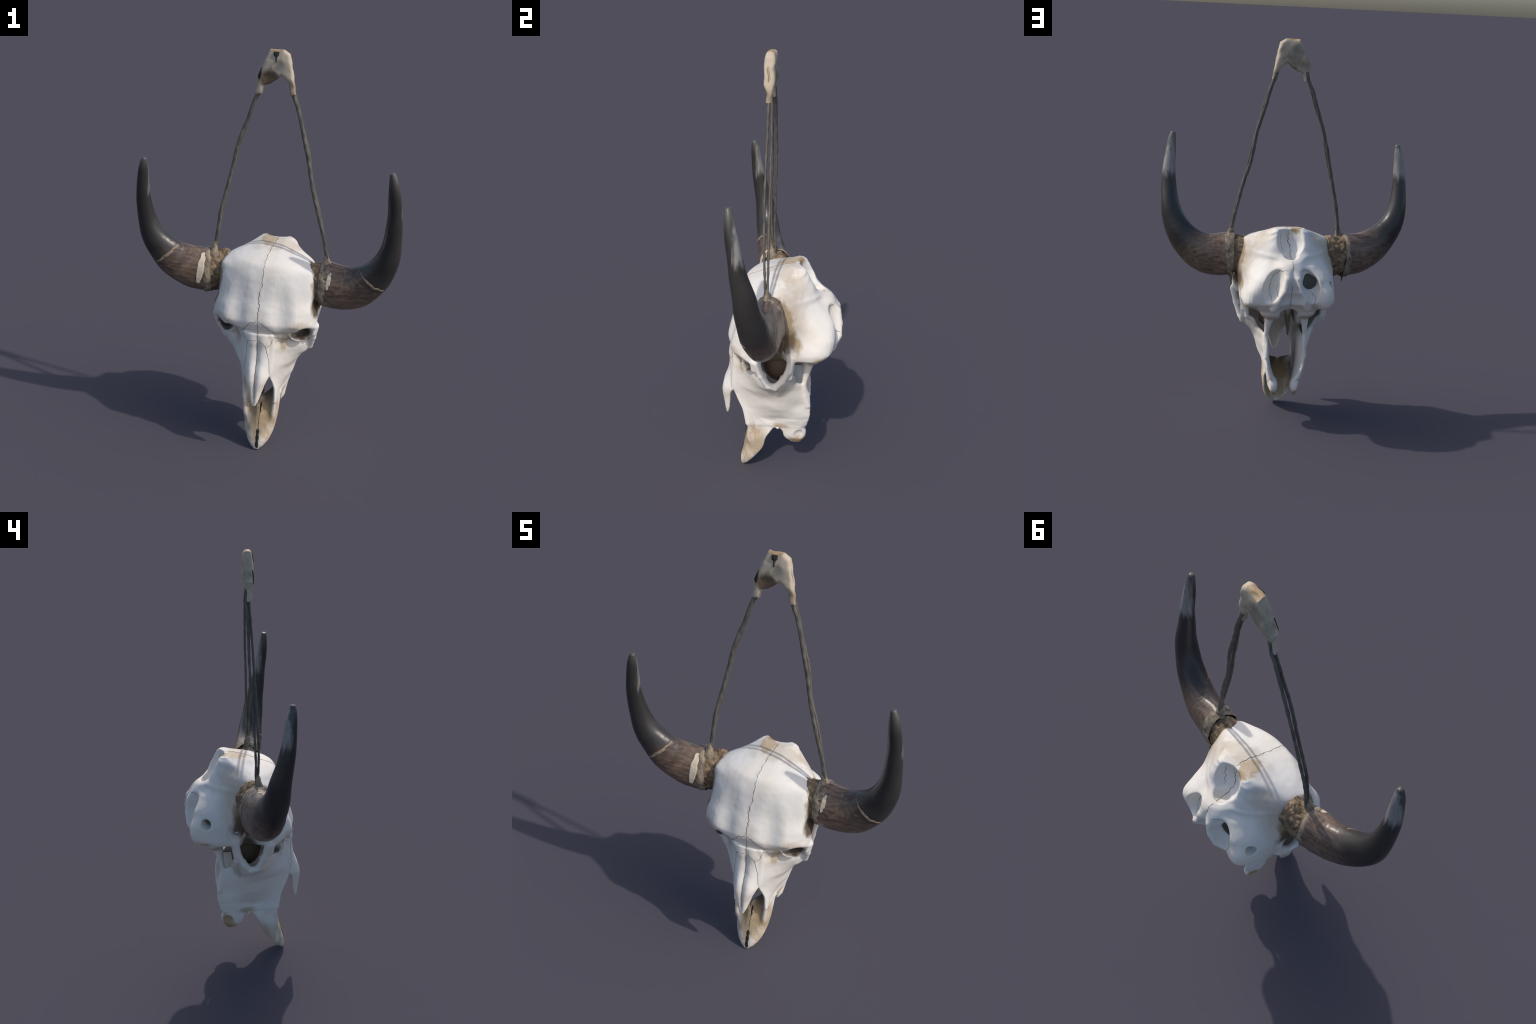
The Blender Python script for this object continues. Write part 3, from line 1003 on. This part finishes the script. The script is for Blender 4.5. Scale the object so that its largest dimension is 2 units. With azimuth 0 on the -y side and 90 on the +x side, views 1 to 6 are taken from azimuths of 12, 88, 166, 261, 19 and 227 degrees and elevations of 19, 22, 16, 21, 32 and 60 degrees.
suture('suture', [(-.05, 0, .632), (-.075, 0, .65), (-.092, 0, .665)], F, .0013, .004, 8.9)
suture('suture', [(0, 0, .64), (.001, 0, .5), (0, 0, .33)], F, .0022, .002, 9.3)
suture('suture', [(.004, 0, .235), (.002, 0, .12)], F, .0024, .006, 10.3)
suture('suture', [(0, 0, 1.07), (.006, 0, 1.02), (-.006, 0, .97), (0, 0, .93), (-.002, 0, .90)], B, .0018, .010, 11.3)
suture('suture', [(.045, 0, 1.06), (.05, 0, 1.02), (.03, 0, .965)], B, .0012, .008, 12.3)
suture('suture', [(.02, 0, .905), (.06, 0, .90), (.105, 0, .85), (.11, 0, .80), (.10, 0, .75)], B, .0013, .008, 13.3)
suture('suture', [(-.03, 0, .90), (-.08, 0, .895), (-.12, 0, .86), (-.14, 0, .80)], B, .0013, .008, 14.3)
suture('suture', [(-.10, 0, .79), (-.12, 0, .76), (-.11, 0, .72)], B, .0012, .008, 15.3)
suture('suture', [(0, 0, .84), (.001, 0, .70)], B, .0015, .002, 16.3)
suture('suture', [(.065, 0, .84), (.075, 0, .80), (.07, 0, .76)], B, .0011, .008, 17.3)

# dark slit between the two front jaw bones
suture('jaw_slit', [(0, 0, .118), (0, 0, .08), (-.001, 0, .04), (0, 0, .012)], F, .0105, .001, 18.3, MAT_DARK, sink=-.1)
suture('jaw_slit', [(.006, 0, .262), (.003, 0, .23), (.006, 0, .20)], F, .006, .004, 19.3, MAT_DARK, sink=-.1)


def horn_scar(sw, u0, u1, a0, a1, slant, mat, name, off=.0014, seed=0):
    def u_of(s):
        w = math.sin(math.pi * min(max(s, .02), .98))
        j = 0.006 * mnoise.noise(Vector((s * 7, seed, 0)))
        mid = (u0 + u1) / 2 + slant * (s - .5) + j
        h = (u1 - u0) / 2 * (0.35 + 0.65 * w)
        return mid - h, mid + h
    v, f = sw.patch(u_of, a0, a1, 30, 8, off, .003, horn_bump)
    add_mesh(name, v, f, mat)


up_n = -1 if sw_n.f[20][1][2] < 0 else 1
up_p = -1 if sw_p.f[20][1][2] < 0 else 1
horn_scar(sw_n, ur_n + .018, ur_n + .058, up_n * 1.0, up_n * -.55, .02, MAT_SCAR, 'horn_scar', .0016, 1)
horn_scar(sw_n, ur_n + .255, ur_n + .272, up_n * 1.1, up_n * -.9, .02, MAT_SCAR2, 'horn_scar', .0014, 2)
horn_scar(sw_p, ur_p + .018, ur_p + .040, up_p * .8, up_p * 0.0, .0, MAT_SCAR, 'horn_scar', .0016, 3)
horn_scar(sw_p, ur_p + .27, ur_p + .282, up_p * .9, up_p * -1.2, .02, MAT_SCAR2, 'horn_scar', .0014, 4)


# dark holes of the hanger bone
def inset(pts, r, mat, parent, tree, direction):
    d = Vector(direction)
    vs, fs = [], []
    c = np.mean(pts, axis=0)
    ring = []
    for q in resample(np.vstack([pts, pts[:1]]), 25)[:-1]:
        loc, no, _, _ = tree.ray_cast(Vector(q) - d * .1, d, .2)
        if loc is None:
            return
        ring.append(np.array(loc + no * .0030))
    loc, no, _, _ = tree.ray_cast(Vector(c) - d * .1, d, .2)
    vs = ring + [np.array(loc + no * .0030)] + [p + np.array(d) * .008 for p in ring]
    n = len(ring)
    for i in range(n):
        j = (i + 1) % n
        fs.append((n, i, j))
        fs.append((i, n + 1 + i, n + 1 + j, j))
    add_mesh('cord_hole', vs, fs, mat, parent)


inset(np.array([(.008, -.1, 1.990), (.034, -.1, 1.990), (.033, -.1, 1.974), (.024, -.1, 1.968), (.022, -.1, 1.945), (.019, -.1, 1.945), (.018, -.1, 1.968), (.009, -.1, 1.974)]), 0, MAT_DARK, hanger, hang_tree, (0, 1, 0))
inset(np.array([(-.044, -.1, 1.922), (-.047, -.1, 1.89), (-.056, -.1, 1.862), (-.064, -.1, 1.880)]), 0, MAT_DARK, hanger, hang_tree, (0, 1, 0))
